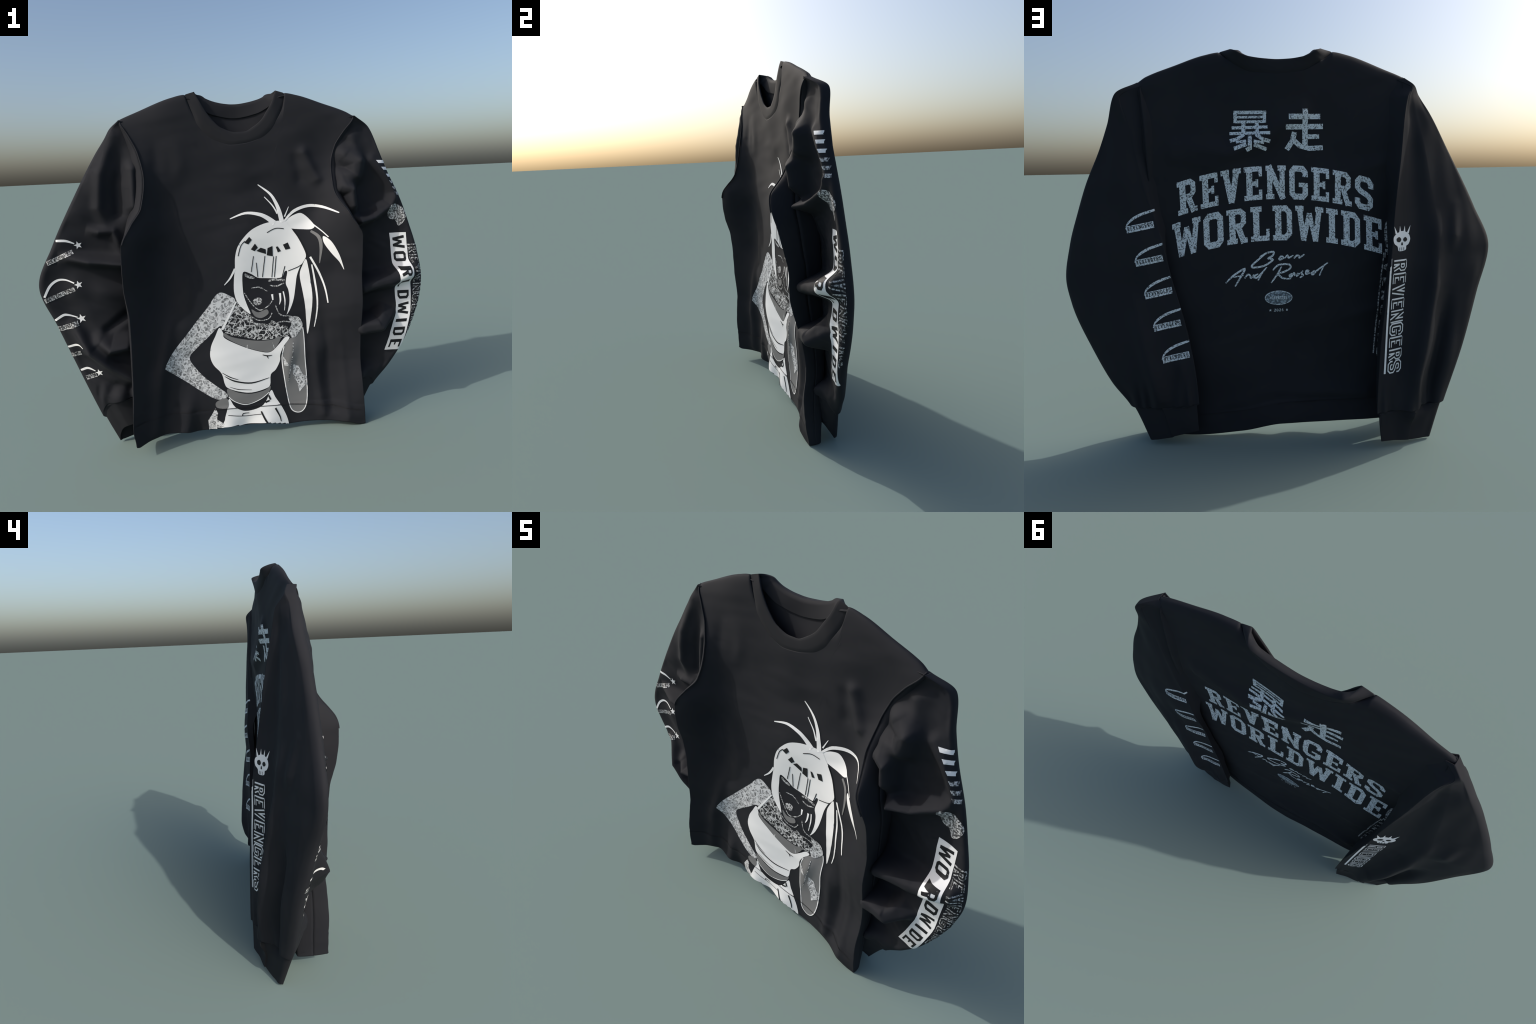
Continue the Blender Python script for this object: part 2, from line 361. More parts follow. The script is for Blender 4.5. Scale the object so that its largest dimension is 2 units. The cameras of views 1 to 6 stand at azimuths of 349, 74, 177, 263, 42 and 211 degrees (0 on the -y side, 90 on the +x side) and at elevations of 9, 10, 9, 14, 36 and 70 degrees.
# wearer's left arm (+x)
ARM_POS = Sleeve([
    # O                    A                    I                    front bulge at 20/40/60/80 %      back bulge          front lift
    ((.618, -.030, 1.667), (.50, -.015, 1.655), (.56, .000, 1.660), (-.00, -.00, -.00, -.00),          (.00, .00, .00), 0),
    ((.707, .010, 1.615), (.49, -.015, 1.600), (.685, .022, 1.600), (-.005, -.010, -.010, -.01),       (.000, .000, .000), 0),
    ((.757, -.015, 1.485), (.47, -.005, 1.480), (.652, .034, 1.480), (.000, -.010, -.010, -.01),       (.004, .006, .004), 0),
    ((.800, -.020, 1.380), (.46, -.020, 1.380), (.632, .042, 1.380), (.005, .000, -.005, -.01),        (.010, .012, .006), 0),
    ((.872, -.025, 1.230), (.47, -.030, 1.220), (.600, .052, 1.220), (.015, .020, .010, .00),          (.016, .020, .008), 0),
    ((.920, -.026, 1.100), (.52, -.010, 1.080), (.562, .058, 1.090), (.015, .020, .010, .00),          (.020, .024, .012), 0),
    ((.965, -.026, .960), (.52, .034, .950), (.522, .074, .950), (.002, .000, .002, .00),              (.022, .028, .014), 0),
    ((.996, -.026, .790), (.50, .035, .790), (.492, .066, .790), (-.005, .000, .000, .00),             (.028, .034, .018), 0),
    ((.980, -.028, .677), (.47, .040, .680), (.462, .078, .680), (-.010, -.010, .000, .00),            (.028, .046, .028), 0),
    ((.908, -.026, .475), (.43, .045, .500), (.424, .086, .500), (-.004, .004, .006, .00),          (.030, .058, .034), .0),
    ((.815, .000, .300), (.41, .055, .350), (.402, .092, .350), (.004, .010, .008, .00),          (.026, .054, .034), .02),
    ((.724, .020, .180), (.40, .055, .240), (.393, .092, .205), (-.040, -.055, -.045, -.01),           (.024, .028, .018), .05),
    ((.652, .040, .018), (.395, .060, .110), (.388, .085, .070), (-.045, -.060, -.050, .00),           (.012, .016, .012), .06),
], [
    ([(.56, 1.47, .045), (.605, 1.43, .070), (.600, 1.37, .070), (.54, 1.355, .05)], .045, 1.3),        # puff below the shoulder
    ([(.52, 1.30, .06), (.57, 1.29, .095), (.58, 1.21, .085), (.59, 1.16, .03)], .035, 1.2),
    ([(.60, 1.56, .014), (.640, 1.43, .016), (.648, 1.30, .0)], .03, 1),
    ([(.705, 1.44, .020), (.80, 1.33, .024), (.838, 1.263, .024), (.805, 1.198, .040), (.703, 1.142, .080), (.62, 1.125, .095)], .026, 1),   # hanging drape
    ([(.935, .84, .050), (.87, .828, .085), (.796, .800, .095), (.698, .785, .115), (.63, .770, .13)], .046, 1.5),      # elbow fold
    ([(.80, .645, .01), (.77, .605, .06), (.72, .56, .12), (.62, .55, .13)], .052, 2),
    ([(.75, .32, .0), (.70, .30, .02), (.64, .29, .03)], .03, 1),
], [
    ([(.68, .78, .004), (.63, .50, .014), (.57, .24, .018)], .035, 1),
    ([(.47, .40, .008), (.44, .22, .010)], .025, 1),
], 11, 21)

# wearer's right arm (-x)
ARM_NEG = Sleeve([
    ((-.570, -.015, 1.674), (-.47, -.005, 1.660), (-.53, .000, 1.666), (0, 0, 0, 0),                   (0, 0, 0), 0),
    ((-.612, .000, 1.638), (-.46, -.005, 1.620), (-.595, .030, 1.625), (-.005, -.01, -.01, -.01),      (.000, .000, .000), 0),
    ((-.635, -.012, 1.598), (-.46, -.010, 1.580), (-.572, .056, 1.585), (-.005, -.01, -.01, -.01),     (.000, .002, .002), 0),
    ((-.690, -.010, 1.518), (-.45, -.020, 1.500), (-.555, .070, 1.500), (-.008, -.010, -.008, -.01),   (-.012, -.004, .002), 0),
    ((-.786, -.025, 1.353), (-.45, -.030, 1.340), (-.535, .100, 1.340), (-.008, -.006, .000, .00),   (-.018, .000, .000), 0),
    ((-.920, -.030, 1.100), (-.50, -.020, 1.080), (-.500, .136, 1.080), (.005, .008, .008, .00),    (-.022, .002, .006), 0),
    ((-1.00, -.026, .903), (-.50, .030, .900), (-.482, .162, .900), (.000, -.015, -.020, -.02),        (-.022, .002, .008), 0),
    ((-.940, .006, .697), (-.48, .050, .700), (-.457, .178, .700), (-.015, -.035, -.040, -.03),       (-.018, .006, .012), 0),
    ((-.860, .046, .430), (-.45, .060, .450), (-.430, .190, .450), (-.035, -.060, -.060, -.05),        (-.006, .016, .018), .03),
    ((-.772, .065, .170), (-.44, .090, .240), (-.420, .196, .170), (-.060, -.075, -.070, -.04),        (-.002, .012, .014), .08),
    ((-.713, .095, .008), (-.44, .095, .110), (-.430, .196, .036), (-.050, -.065, -.060, -.04),        (.006, .010, .008), .085),
], [
    ([(-.600, 1.61, .012), (-.670, 1.43, .020), (-.690, 1.27, .022), (-.655, 1.15, .0)], .028, 1),
    ([(-.52, 1.44, .03), (-.525, 1.27, .04)], .030, 1),
    ([(-.559, 1.54, -.006), (-.596, 1.37, -.02), (-.60, 1.24, -.02)], .030, 1),
    ([(-.76, 1.17, .0), (-.70, 1.155, .030), (-.633, 1.152, .022), (-.615, 1.10, .020), (-.605, 1.06, .01)], .022, 1),
    ([(-.90, 1.045, .0), (-.856, 1.039, .030), (-.752, 1.017, .075), (-.60, .995, .09)], .026, 1),
    ([(-.82, .88, .012), (-.72, .86, .018), (-.60, .84, .02)], .05, 1),
    ([(-.875, .74, .0), (-.856, .694, .025), (-.793, .565, .085), (-.717, .495, .070), (-.58, .386, .05)], .030, 1),
    ([(-.70, .66, -.02), (-.60, .725, -.03)], .022, 1),
    ([(-.74, .610, .045), (-.69, .575, .095), (-.61, .58, .09)], .036, 1),
    ([(-.80, .42, -.008), (-.70, .36, -.02), (-.62, .34, -.02)], .03, 1),
], [
    ([(-.72, 1.10, .002), (-.715, .986, .012), (-.695, .759, .028), (-.655, .533, .032), (-.615, .333, .038), (-.59, .15, .030)], .036, 1),
    ([(-.775, .70, -.006), (-.745, .533, -.042), (-.705, .333, -.05), (-.68, .18, -.03)], .034, 1),
    ([(-.813, 1.10, .004), (-.80, .97, .014), (-.79, .88, .0)], .03, 1),
    ([(-.60, .80, -.006), (-.56, .40, -.010)], .05, 1),
], 9, 41)

sleeve_pos, cuff_pos = ARM_POS.build(1)
sleeve_neg, cuff_neg = ARM_NEG.build(-1)

# armhole seams on the front: a rolled double-stitched edge
for k in (0, -1):
    sel = [r for r in range(FZ.shape[0]) if FZ[r, k] > 1.10]
    s = 1 if k == 0 else -1
    pts = [(FX[r, k]+s*.006, FY[r, k]-.002, FZ[r, k]) for r in sel]
    tube("armhole_seam", pts, .0036, CLOTH, front_panel, 8)

# --------------------------------------------------------------------- prints
# Screen prints are thin ink films draped over the cloth, every mark a mesh of its own.
def ink(name, colour, dark=(.013, .0135, .016), amount=0.0, scale=300.0, rough=.6, low=.45, detail=3):
    m = bpy.data.materials.new(name); m.use_nodes = True
    nt = m.node_tree; N = nt.nodes; L = nt.links; b = N["Principled BSDF"]
    b.inputs["Roughness"].default_value = rough; b.inputs["Specular IOR Level"].default_value = .25
    tc = N.new("ShaderNodeTexCoord")
    if amount <= 0:
        n = N.new("ShaderNodeTexNoise"); n.inputs["Scale"].default_value = 9
        r = N.new("ShaderNodeValToRGB")
        r.color_ramp.elements[0].color = (*[c*.93 for c in colour], 1); r.color_ramp.elements[1].color = (*colour, 1)
    else:
        n = N.new("ShaderNodeTexNoise"); n.inputs["Scale"].default_value = scale; n.inputs["Detail"].default_value = detail
        r = N.new("ShaderNodeValToRGB")
        r.color_ramp.elements[0].position = low; r.color_ramp.elements[0].color = (*[d*amount+c*(1-amount) for c, d in zip(colour, dark)], 1)
        r.color_ramp.elements[1].position = low+.08; r.color_ramp.elements[1].color = (*colour, 1)
    L.new(tc.outputs["Object"], n.inputs["Vector"]); L.new(n.outputs["Fac"], r.inputs["Fac"]); L.new(r.outputs["Color"], b.inputs["Base Color"])
    return m

INK_WHITE = ink("white_ink", (.80, .81, .82))
INK_GREY = ink("grey_ink", (.170, .172, .175))
INK_BLACK = ink("black_ink", (.012, .0125, .0145))
INK_MOTTLED = ink("mottled_ink", (.50, .51, .52), amount=.9, scale=130, low=.46)
INK_TATTOO = ink("patterned_ink", (.40, .41, .425), dark=(.150, .153, .158), amount=1, scale=95, low=.44, detail=6)
def add_linework(m, colour, cells, thick):
    """Drawn line pattern (edges of warped cells) over an ink."""
    nt = m.node_tree; N = nt.nodes; L = nt.links; b = N["Principled BSDF"]
    src = b.inputs["Base Color"].links[0].from_socket
    tc = N.new("ShaderNodeTexCoord"); w = N.new("ShaderNodeTexNoise"); w.inputs["Scale"].default_value = 22
    ad = N.new("ShaderNodeMix"); ad.data_type = 'VECTOR'; ad.inputs[0].default_value = .08
    v = N.new("ShaderNodeTexVoronoi"); v.feature = 'DISTANCE_TO_EDGE'; v.inputs["Scale"].default_value = cells
    th = N.new("ShaderNodeMath"); th.operation = 'LESS_THAN'; th.inputs[1].default_value = thick
    mx = N.new("ShaderNodeMix"); mx.data_type = 'RGBA'; mx.inputs[7].default_value = (*colour, 1)
    L.new(tc.outputs["Object"], w.inputs["Vector"]); L.new(tc.outputs["Object"], ad.inputs[4]); L.new(w.outputs["Color"], ad.inputs[5])
    L.new(ad.outputs[1], v.inputs["Vector"]); L.new(v.outputs["Distance"], th.inputs[0]); L.new(th.outputs[0], mx.inputs[0])
    L.new(src, mx.inputs[6]); L.new(mx.outputs[2], b.inputs["Base Color"])
add_linework(INK_TATTOO, (.62, .63, .645), 34, .085)
INK_SPARSE = ink("sparse_ink", (.17, .172, .175), amount=1, scale=60, low=.52, detail=6)
add_linework(INK_SPARSE, (.52, .53, .54), 40, .075)
INK_WORN = ink("worn_ink", (.62, .67, .71), dark=(.05, .055, .062), amount=.9, scale=170, low=.40)
INK_BADGE = ink("badge_ink", (.27, .33, .38), dark=(.08, .10, .12), amount=1, scale=110, low=.48)

def densify(loop, step=.007):
    out = []
    n = len(loop)
    for i in range(n):
        a = np.array(loop[i]); b = np.array(loop[(i+1) % n]); k = max(1, int(np.hypot(*(b-a))/step))
        out += [tuple(a+(b-a)*j/k) for j in range(k)]
    return out

def smooth_path(p, closed, sub=5):
    p = [np.array(q, float) for q in p]; n = len(p); out = []
    for i in range(n if closed else n-1):
        g = (lambda j: p[j % n]) if closed else (lambda j: p[min(max(j, 0), n-1)])
        a, b, c, d = g(i-1), g(i), g(i+1), g(i+2)
        for k in range(sub):
            t = k/sub
            out.append(.5*((2*b)+(c-a)*t+(2*a-5*b+4*c-d)*t*t+(3*b-a-3*c+d)*t**3))
    if not closed: out.append(p[-1])
    return out

def ribbon(pts, widths):
    """Outline of a pen stroke with the given widths, mitred at its bends."""
    p = np.array(pts, float); n = len(p); w = np.array(widths, float)/2
    d = np.diff(p, axis=0); d /= np.linalg.norm(d, axis=1)[:, None] + 1e-12
    nrm = np.stack([-d[:, 1], d[:, 0]], 1); L = []; R = []
    for i in range(n):
        a = nrm[max(i-1, 0)]; b = nrm[min(i, n-2)]
        m = a+b; m = m/(np.linalg.norm(m)+1e-9); k = 1/max(m @ a, .45)
        L.append(tuple(p[i]+m*w[i]*k)); R.append(tuple(p[i]-m*w[i]*k))
    return L + R[::-1]

def inside(loop, q):
    l = np.array(loop); x, y = q[:, 0], q[:, 1]; c = np.zeros(len(q), bool)
    x0, y0 = l[:, 0], l[:, 1]; x1, y1 = np.roll(x0, -1), np.roll(y0, -1)
    for i in range(len(l)):
        cr = (y0[i] > y) != (y1[i] > y)
        with np.errstate(all='ignore'):
            c ^= cr & (x < (x1[i]-x0[i])*(y-y0[i])/(y1[i]-y0[i]+1e-15)+x0[i])
    return c

TREES = {}
def tree(ob):
    if ob.name not in TREES:
        TREES[ob.name] = BVHTree.FromPolygons([v.co for v in ob.data.vertices], [p.vertices for p in ob.data.polygons])
    return TREES[ob.name]

def lay(target, side, name, mat, loops, layer, step=.007):
    """Drape the union of flat outlines (x, z) onto the cloth, seen from side -1 (front) or +1 (back)."""
    loops = [densify(l, step) for l in loops]
    V = []; E = []
    for l in loops:
        o = len(V); V += [Vector(p) for p in l]; E += [(o+i, o+(i+1) % len(l)) for i in range(len(l))]
    A = np.array([tuple(v) for v in V]); lo = A.min(0); hi = A.max(0)
    g = np.stack(np.meshgrid(np.arange(lo[0]+step/3, hi[0], step), np.arange(lo[1]+step/3, hi[1], step)), -1).reshape(-1, 2)
    if len(g):
        keep = np.zeros(len(g), bool)
        for l in loops: keep |= inside(l, g)
        V += [Vector(p) for p in g[keep]]
    r = delaunay_2d_cdt(V, E, [], 0, 1e-5)
    P = np.array([tuple(v) for v in r[0]]); F = [f for f in r[2] if len(f) == 3]
    C = np.array([(P[f[0]]+P[f[1]]+P[f[2]])/3 for f in F]); keep = np.zeros(len(F), bool)
    for l in loops: keep |= inside(l, C)
    bvh = tree(target); pos = [None]*len(P); h = .0010 + .0007*layer
    for i in {i for f, k in zip(F, keep) if k for i in f}:
        hit, nn, _, _ = bvh.ray_cast(Vector((P[i][0], side*2.0, P[i][1])), Vector((0, -side, 0)))
        if hit is not None:
            if nn.y*side < 0: nn = -nn
            pos[i] = hit + nn*h
    idx = {}; VV = []; FF = []
    for f, k in zip(F, keep):
        if not k or any(pos[i] is None for i in f): continue
        ys = [pos[i].y for i in f]
        if max(ys)-min(ys) > .03: continue
        for i in f:
            if i not in idx: idx[i] = len(VV); VV.append(pos[i])
        t = [idx[i] for i in f]
        a, b, c = (VV[i] for i in t)
        if ((b-a).cross(c-a)).y*side < 0: t.reverse()
        FF.append(tuple(t))
    if FF: return add_mesh(name, VV, FF, mat, target)

def patch(target, side, name, mat, pts, layer, smooth=True):
    lay(target, side, name, mat, [smooth_path(pts, True, 4) if smooth else pts], layer)
def line(target, side, name, mat, pts, widths, layer):
    q = smooth_path(pts, False, 5)
    w = np.interp(np.linspace(0, 1, len(q)), np.linspace(0, 1, len(widths)), widths)
    # long strokes are cut into short overlapping runs, so that a loop may cross itself
    runs = [ribbon(q[i:i+7], w[i:i+7]) for i in range(0, len(q)-1, 6)]
    lay(target, side, name, mat, [[tuple(p) for p in r] for r in runs], layer)
def glyph(target, side, name, mat, strokes, layer):
    lay(target, side, name, mat, [ribbon(p, [w]*len(p)) for p, w in strokes], layer)

# block alphabet: (pen path, pen width, is_serif) in a cell one unit high
def bar(x0, x1, y, w=.15, s=True): return ([(x0, y), (x1, y)], w, s)
def post(x, y0=0, y1=1, w=.20, s=False): return ([(x, y0), (x, y1)], w, s)
ROUND = [(.56, .68), (.56, .82), (.47, .92), (.20, .92), (.11, .82)]
FONT = {
 'E': (.66, [post(.20), bar(.12, .62, .925, .15, False), bar(.12, .62, .075, .15, False), bar(.2, .47, .5, .13, False), bar(.02, .2, .925), bar(.02, .2, .075),
             ([(.57, .95), (.57, .70)], .11, True), ([(.57, .05), (.57, .30)], .11, True), ([(.45, .38), (.45, .62)], .09, True)]),
 'R': (.70, [post(.20), ([(.12, .92), (.46, .92), (.56, .83), (.56, .60), (.46, .50), (.2, .50)], .16, False), ([(.38, .50), (.56, 0)], .18, False),
             bar(.02, .2, .925), bar(.02, .36, .075), bar(.46, .68, .075)]),
 'V': (.68, [([(.14, 1), (.34, 0)], .19, False), ([(.54, 1), (.34, 0)], .19, False), bar(.0, .28, .925), bar(.40, .68, .925)]),
 'N': (.72, [post(.15, w=.17), post(.57, w=.17), ([(.12, 1), (.60, 0)], .19, False), bar(.02, .2, .925), bar(.02, .30, .075), bar(.42, .70, .925)]),
 'G': (.68, [(ROUND + [(.11, .18), (.20, .08), (.47, .08), (.56, .18), (.56, .46)], .18, False), bar(.34, .64, .44, .13, False)]),
 'S': (.66, [(ROUND + [(.11, .64), (.20, .55), (.47, .45), (.56, .36), (.56, .18), (.47, .08), (.20, .08), (.11, .18), (.11, .32)], .18, False)]),
 'W': (.92, [([(.13, 1), (.27, 0)], .17, False), ([(.27, 0), (.46, .80)], .15, False), ([(.46, .80), (.65, 0)], .15, False), ([(.65, 0), (.79, 1)], .17, False),
             bar(.0, .27, .925), bar(.65, .92, .925)]),
 'O': (.68, [([(.34, .92), (.20, .92), (.11, .82), (.11, .18), (.20, .08), (.47, .08), (.56, .18), (.56, .82), (.47, .92), (.33, .92)], .19, False)]),
 'L': (.64, [post(.20), bar(.12, .62, .075, .15, False), bar(.02, .38, .925), bar(.02, .2, .075), ([(.57, .05), (.57, .34)], .11, True)]),
 'D': (.68, [post(.20), ([(.12, .92), (.44, .92), (.56, .80), (.56, .20), (.44, .08), (.12, .08)], .17, False), bar(.02, .2, .925), bar(.02, .2, .075)]),
 'I': (.42, [post(.21), bar(.02, .40, .925), bar(.02, .40, .075)]),
 '2': (.62, [([(.10, .75), (.15, .9), (.45, .9), (.52, .75), (.50, .6), (.12, .12), (.55, .10)], .15, False)]),
 '0': (.62, [([(.3, .92), (.12, .8), (.12, .2), (.3, .08), (.5, .2), (.5, .8), (.29, .92)], .15, False)]),
 '4': (.62, [([(.42, 0), (.42, 1), (.05, .32), (.6, .32)], .14, False)]),
}
def letters(target, side, name, mat, word, place, layer, serif=True, gap=.07, fat=1.0, cell=None, join=False):
    """Set a word; place(u, v) maps running length 0..1 and letter height 0..1 onto (x, z)."""
    total = sum(FONT[c][0] for c in word) + gap*(len(word)-1); at = 0; allr = []
    for c in word:
        wd, strokes = FONT[c]; loops = []
        for p, w, s in strokes:
            if s and not serif: continue
            for a, b in (list(zip(p[:-1], p[1:])) if len(p) == 2 else [(None, None)]):
                r = densify(ribbon(p, [w*fat]*len(p)), .12)
                loops.append([place((at+x)/total, y) for x, y in r])
        if join: allr += loops
        else: lay(target, side, name, mat, loops, layer, .008)
        at += wd + gap
    if join: lay(target, side, name, mat, allr, layer, .008)

def star(target, side, x, z, r, mat, turn):
    pts = []
    for i in range(10):
        a = math.pi/2 + turn + i*math.pi/5; q = r if i % 2 == 0 else r*.42
        pts.append((x+q*math.cos(a), z+q*math.sin(a)))
    lay(target, side, "star_print", mat, [pts], 1)

# hair of the printed figure
patch(front_panel, -1, 'hair_print', INK_WHITE, [(.222, 1.152), (.141, 1.147), (.087, 1.133), (.042, 1.110), (.000, 1.069), (-.028, 1.028), (-.042, .976), (-.045, .923), (-.053, .862), (-.056, .800), (-.047, .754), (-.031, .725), (-.005, .695), (.025, .672), (.009, .721), (-.006, .777), (-.009, .840), (-.002, .898), (.040, .883), (.074, .860), (.119, .853), (.169, .849), (.206, .853), (.221, .882), (.234, .878), (.223, .820), (.235, .782), (.238, .727), (.227, .673), (.219, .650), (.241, .681), (.261, .734), (.273, .797), (.282, .851), (.300, .900), (.319, .930), (.333, .965), (.309, 1.030), (.279, 1.085), (.257, 1.113), (.244, 1.132)], 1, smooth=True)
line(front_panel, -1, 'hair_strand_print', INK_WHITE, [(.213, 1.143), (.202, 1.196), (.186, 1.244), (.157, 1.293), (.097, 1.342)], [0.0253, 0.0220, 0.0169, 0.0118, 0.0042], 2)
line(front_panel, -1, 'hair_strand_print', INK_WHITE, [(.190, 1.189), (.167, 1.232), (.127, 1.278)], [0.0076, 0.0068, 0.0034], 2)
line(front_panel, -1, 'hair_strand_print', INK_WHITE, [(.172, 1.141), (.133, 1.172), (.090, 1.192), (.020, 1.201), (-.057, 1.177)], [0.0287, 0.0220, 0.0169, 0.0118, 0.0042], 2)
line(front_panel, -1, 'hair_strand_print', INK_WHITE, [(.227, 1.150), (.278, 1.197), (.352, 1.220), (.425, 1.213), (.488, 1.183)], [0.0084, 0.0152, 0.0152, 0.0135, 0.0051], 2)
line(front_panel, -1, 'hair_strand_print', INK_WHITE, [(.228, 1.171), (.252, 1.221)], [0.0076, 0.0025], 2)
patch(front_panel, -1, 'hair_print', INK_WHITE, [(.228, 1.146), (.256, 1.166), (.280, 1.178), (.314, 1.185), (.346, 1.165), (.377, 1.128), (.382, 1.110), (.362, 1.098), (.320, 1.100), (.275, 1.105), (.240, 1.115)], 0, smooth=True)
patch(front_panel, -1, 'hair_print', INK_WHITE, [(.421, 1.062), (.453, 1.037), (.485, .981), (.507, .924), (.518, .882), (.495, .925), (.461, .966), (.429, 1.012), (.417, 1.042)], 1, smooth=True)
line(front_panel, -1, 'hair_strand_print', INK_WHITE, [(.376, 1.123), (.413, 1.090), (.442, 1.058)], [0.0068, 0.0051, 0.0051], 2)
line(front_panel, -1, 'hair_strand_print', INK_GREY, [(.362, 1.089), (.398, 1.059), (.408, 1.005), (.400, .919)], [0.0118, 0.0169, 0.0152, 0.0042], 2)
patch(front_panel, -1, 'hair_print', INK_WHITE, [(.332, .943), (.343, .901), (.353, .827), (.360, .734), (.352, .632), (.334, .529), (.327, .607), (.321, .691), (.309, .776), (.298, .859), (.314, .912)], 1, smooth=True)
line(front_panel, -1, 'hair_strand_print', INK_WHITE, [(.361, .913), (.375, .825), (.385, .713), (.380, .629), (.369, .569)], [0.0068, 0.0101, 0.0084, 0.0068, 0.0034], 2)
line(front_panel, -1, 'hair_strand_print', INK_WHITE, [(.354, .954), (.397, .869), (.423, .793), (.438, .704)], [0.0101, 0.0101, 0.0084, 0.0059], 2)
line(front_panel, -1, 'hair_strand_print', INK_WHITE, [(-.045, .919), (-.072, .872), (-.105, .838)], [0.0118, 0.0093, 0.0034], 2)
line(front_panel, -1, 'hair_strand_print', INK_WHITE, [(.189, .768), (.189, .732), (.182, .709)], [0.0118, 0.0084, 0.0025], 2)
line(front_panel, -1, 'hair_strand_print', INK_WHITE, [(.207, .776), (.213, .729), (.208, .674)], [0.0068, 0.0068, 0.0025], 2)
# fringe shadow drawn as black notches, plus parting lines in the hair
patch(front_panel, -1, 'hair_gap_print', INK_BLACK, [(.009, 1.051), (.036, 1.080), (.049, 1.064), (.030, 1.041)], 3, smooth=False)
patch(front_panel, -1, 'hair_gap_print', INK_BLACK, [(.042, 1.014), (.065, 1.043), (.080, 1.020), (.062, 1.003)], 3, smooth=False)
patch(front_panel, -1, 'hair_gap_print', INK_BLACK, [(.072, 1.003), (.095, 1.019), (.122, 1.008), (.123, .983), (.099, .992)], 3, smooth=False)
patch(front_panel, -1, 'hair_gap_print', INK_BLACK, [(.132, 1.014), (.158, 1.023), (.159, .968), (.127, .976)], 3, smooth=False)
patch(front_panel, -1, 'hair_gap_print', INK_BLACK, [(.176, 1.017), (.186, 1.019), (.203, .993), (.186, .987)], 3, smooth=False)
patch(front_panel, -1, 'hair_gap_print', INK_BLACK, [(.214, 1.026), (.240, 1.036), (.253, 1.003), (.227, .998)], 3, smooth=False)
line(front_panel, -1, 'hair_gap_print', INK_BLACK, [(.055, .977), (.040, .894)], [0.0042, 0.0042], 3)
line(front_panel, -1, 'hair_gap_print', INK_BLACK, [(.069, .941), (.075, .864)], [0.0042, 0.0042], 3)
line(front_panel, -1, 'hair_gap_print', INK_BLACK, [(.117, .973), (.100, .860)], [0.0042, 0.0042], 3)
line(front_panel, -1, 'hair_gap_print', INK_BLACK, [(.163, .967), (.151, .855)], [0.0042, 0.0042], 3)
line(front_panel, -1, 'hair_gap_print', INK_BLACK, [(.177, .968), (.165, .854)], [0.0042, 0.0042], 3)
line(front_panel, -1, 'hair_gap_print', INK_BLACK, [(.222, .911), (.206, .853)], [0.0042, 0.0042], 3)
line(front_panel, -1, 'hair_gap_print', INK_BLACK, [(.130, 1.095), (.176, 1.114), (.221, 1.109)], [0.0042, 0.0042, 0.0042], 3)
line(front_panel, -1, 'hair_gap_print', INK_BLACK, [(.270, 1.099), (.309, 1.039), (.343, .955)], [0.0042, 0.0042, 0.0042], 3)
line(front_panel, -1, 'hair_gap_print', INK_BLACK, [(-.026, .984), (-.010, 1.035), (.013, 1.060)], [0.0042, 0.0042, 0.0042], 3)
line(front_panel, -1, 'hair_gap_print', INK_BLACK, [(.239, .884), (.286, .901), (.314, .917)], [0.0042, 0.0042, 0.0042], 3)
# plain features of the face
line(front_panel, -1, 'face_print', INK_MOTTLED, [(.004, .884), (.030, .868), (.056, .860)], [0.0118, 0.0152, 0.0101], 1)
line(front_panel, -1, 'face_print', INK_MOTTLED, [(.130, .837), (.169, .841), (.219, .834)], [0.0084, 0.0135, 0.0101], 1)
line(front_panel, -1, 'face_print', INK_MOTTLED, [(.138, .814), (.172, .806), (.214, .821)], [0.0051, 0.0076, 0.0051], 1)
line(front_panel, -1, 'face_print', INK_MOTTLED, [(.036, .808), (.081, .807), (.123, .782)], [0.0034, 0.0068, 0.0034], 1)
patch(front_panel, -1, 'face_print', INK_MOTTLED, [(.042, .741), (.065, .754), (.089, .746), (.088, .723), (.063, .714), (.046, .725)], 1, smooth=True)
line(front_panel, -1, 'face_print', INK_WHITE, [(.147, .765), (.149, .735)], [0.0118, 0.0068], 1)
line(front_panel, -1, 'face_print', INK_MOTTLED, [(-.001, .786), (.032, .728), (.075, .688), (.122, .706), (.146, .731)], [0.0051, 0.0051, 0.0051, 0.0051, 0.0051], 1)
# arms, neck and hand
patch(front_panel, -1, 'arm_print', INK_TATTOO, [(-.053, .756), (-.081, .780), (-.124, .801), (-.156, .786), (-.198, .732), (-.264, .658), (-.329, .584), (-.395, .510), (-.432, .451), (-.431, .432), (-.394, .396), (-.320, .335), (-.244, .274), (-.180, .231), (-.130, .233), (-.124, .255), (-.171, .298), (-.230, .352), (-.280, .414), (-.307, .472), (-.264, .522), (-.208, .571), (-.148, .623), (-.124, .625), (-.101, .660), (-.067, .711)], 0, smooth=True)
patch(front_panel, -1, 'neck_print', INK_SPARSE, [(-.046, .746), (-.018, .706), (.029, .656), (.045, .626), (.118, .610), (.137, .626), (.173, .604), (.223, .580), (.221, .533), (.132, .526), (.059, .529), (-.031, .556), (-.084, .571), (-.114, .586), (-.117, .616), (-.083, .676)], 0, smooth=True)
patch(front_panel, -1, 'neck_print', INK_GREY, [(.031, .696), (.066, .677), (.112, .689), (.120, .665), (.083, .645), (.047, .658)], 2, smooth=True)
line(front_panel, -1, 'strap_print', INK_WHITE, [(-.049, .745), (-.089, .676), (-.131, .606)], [0.0084, 0.0101, 0.0135], 2)
line(front_panel, -1, 'neck_print', INK_MOTTLED, [(.020, .666), (.064, .635), (.119, .637), (.140, .667)], [0.0051, 0.0051, 0.0051, 0.0051], 2)
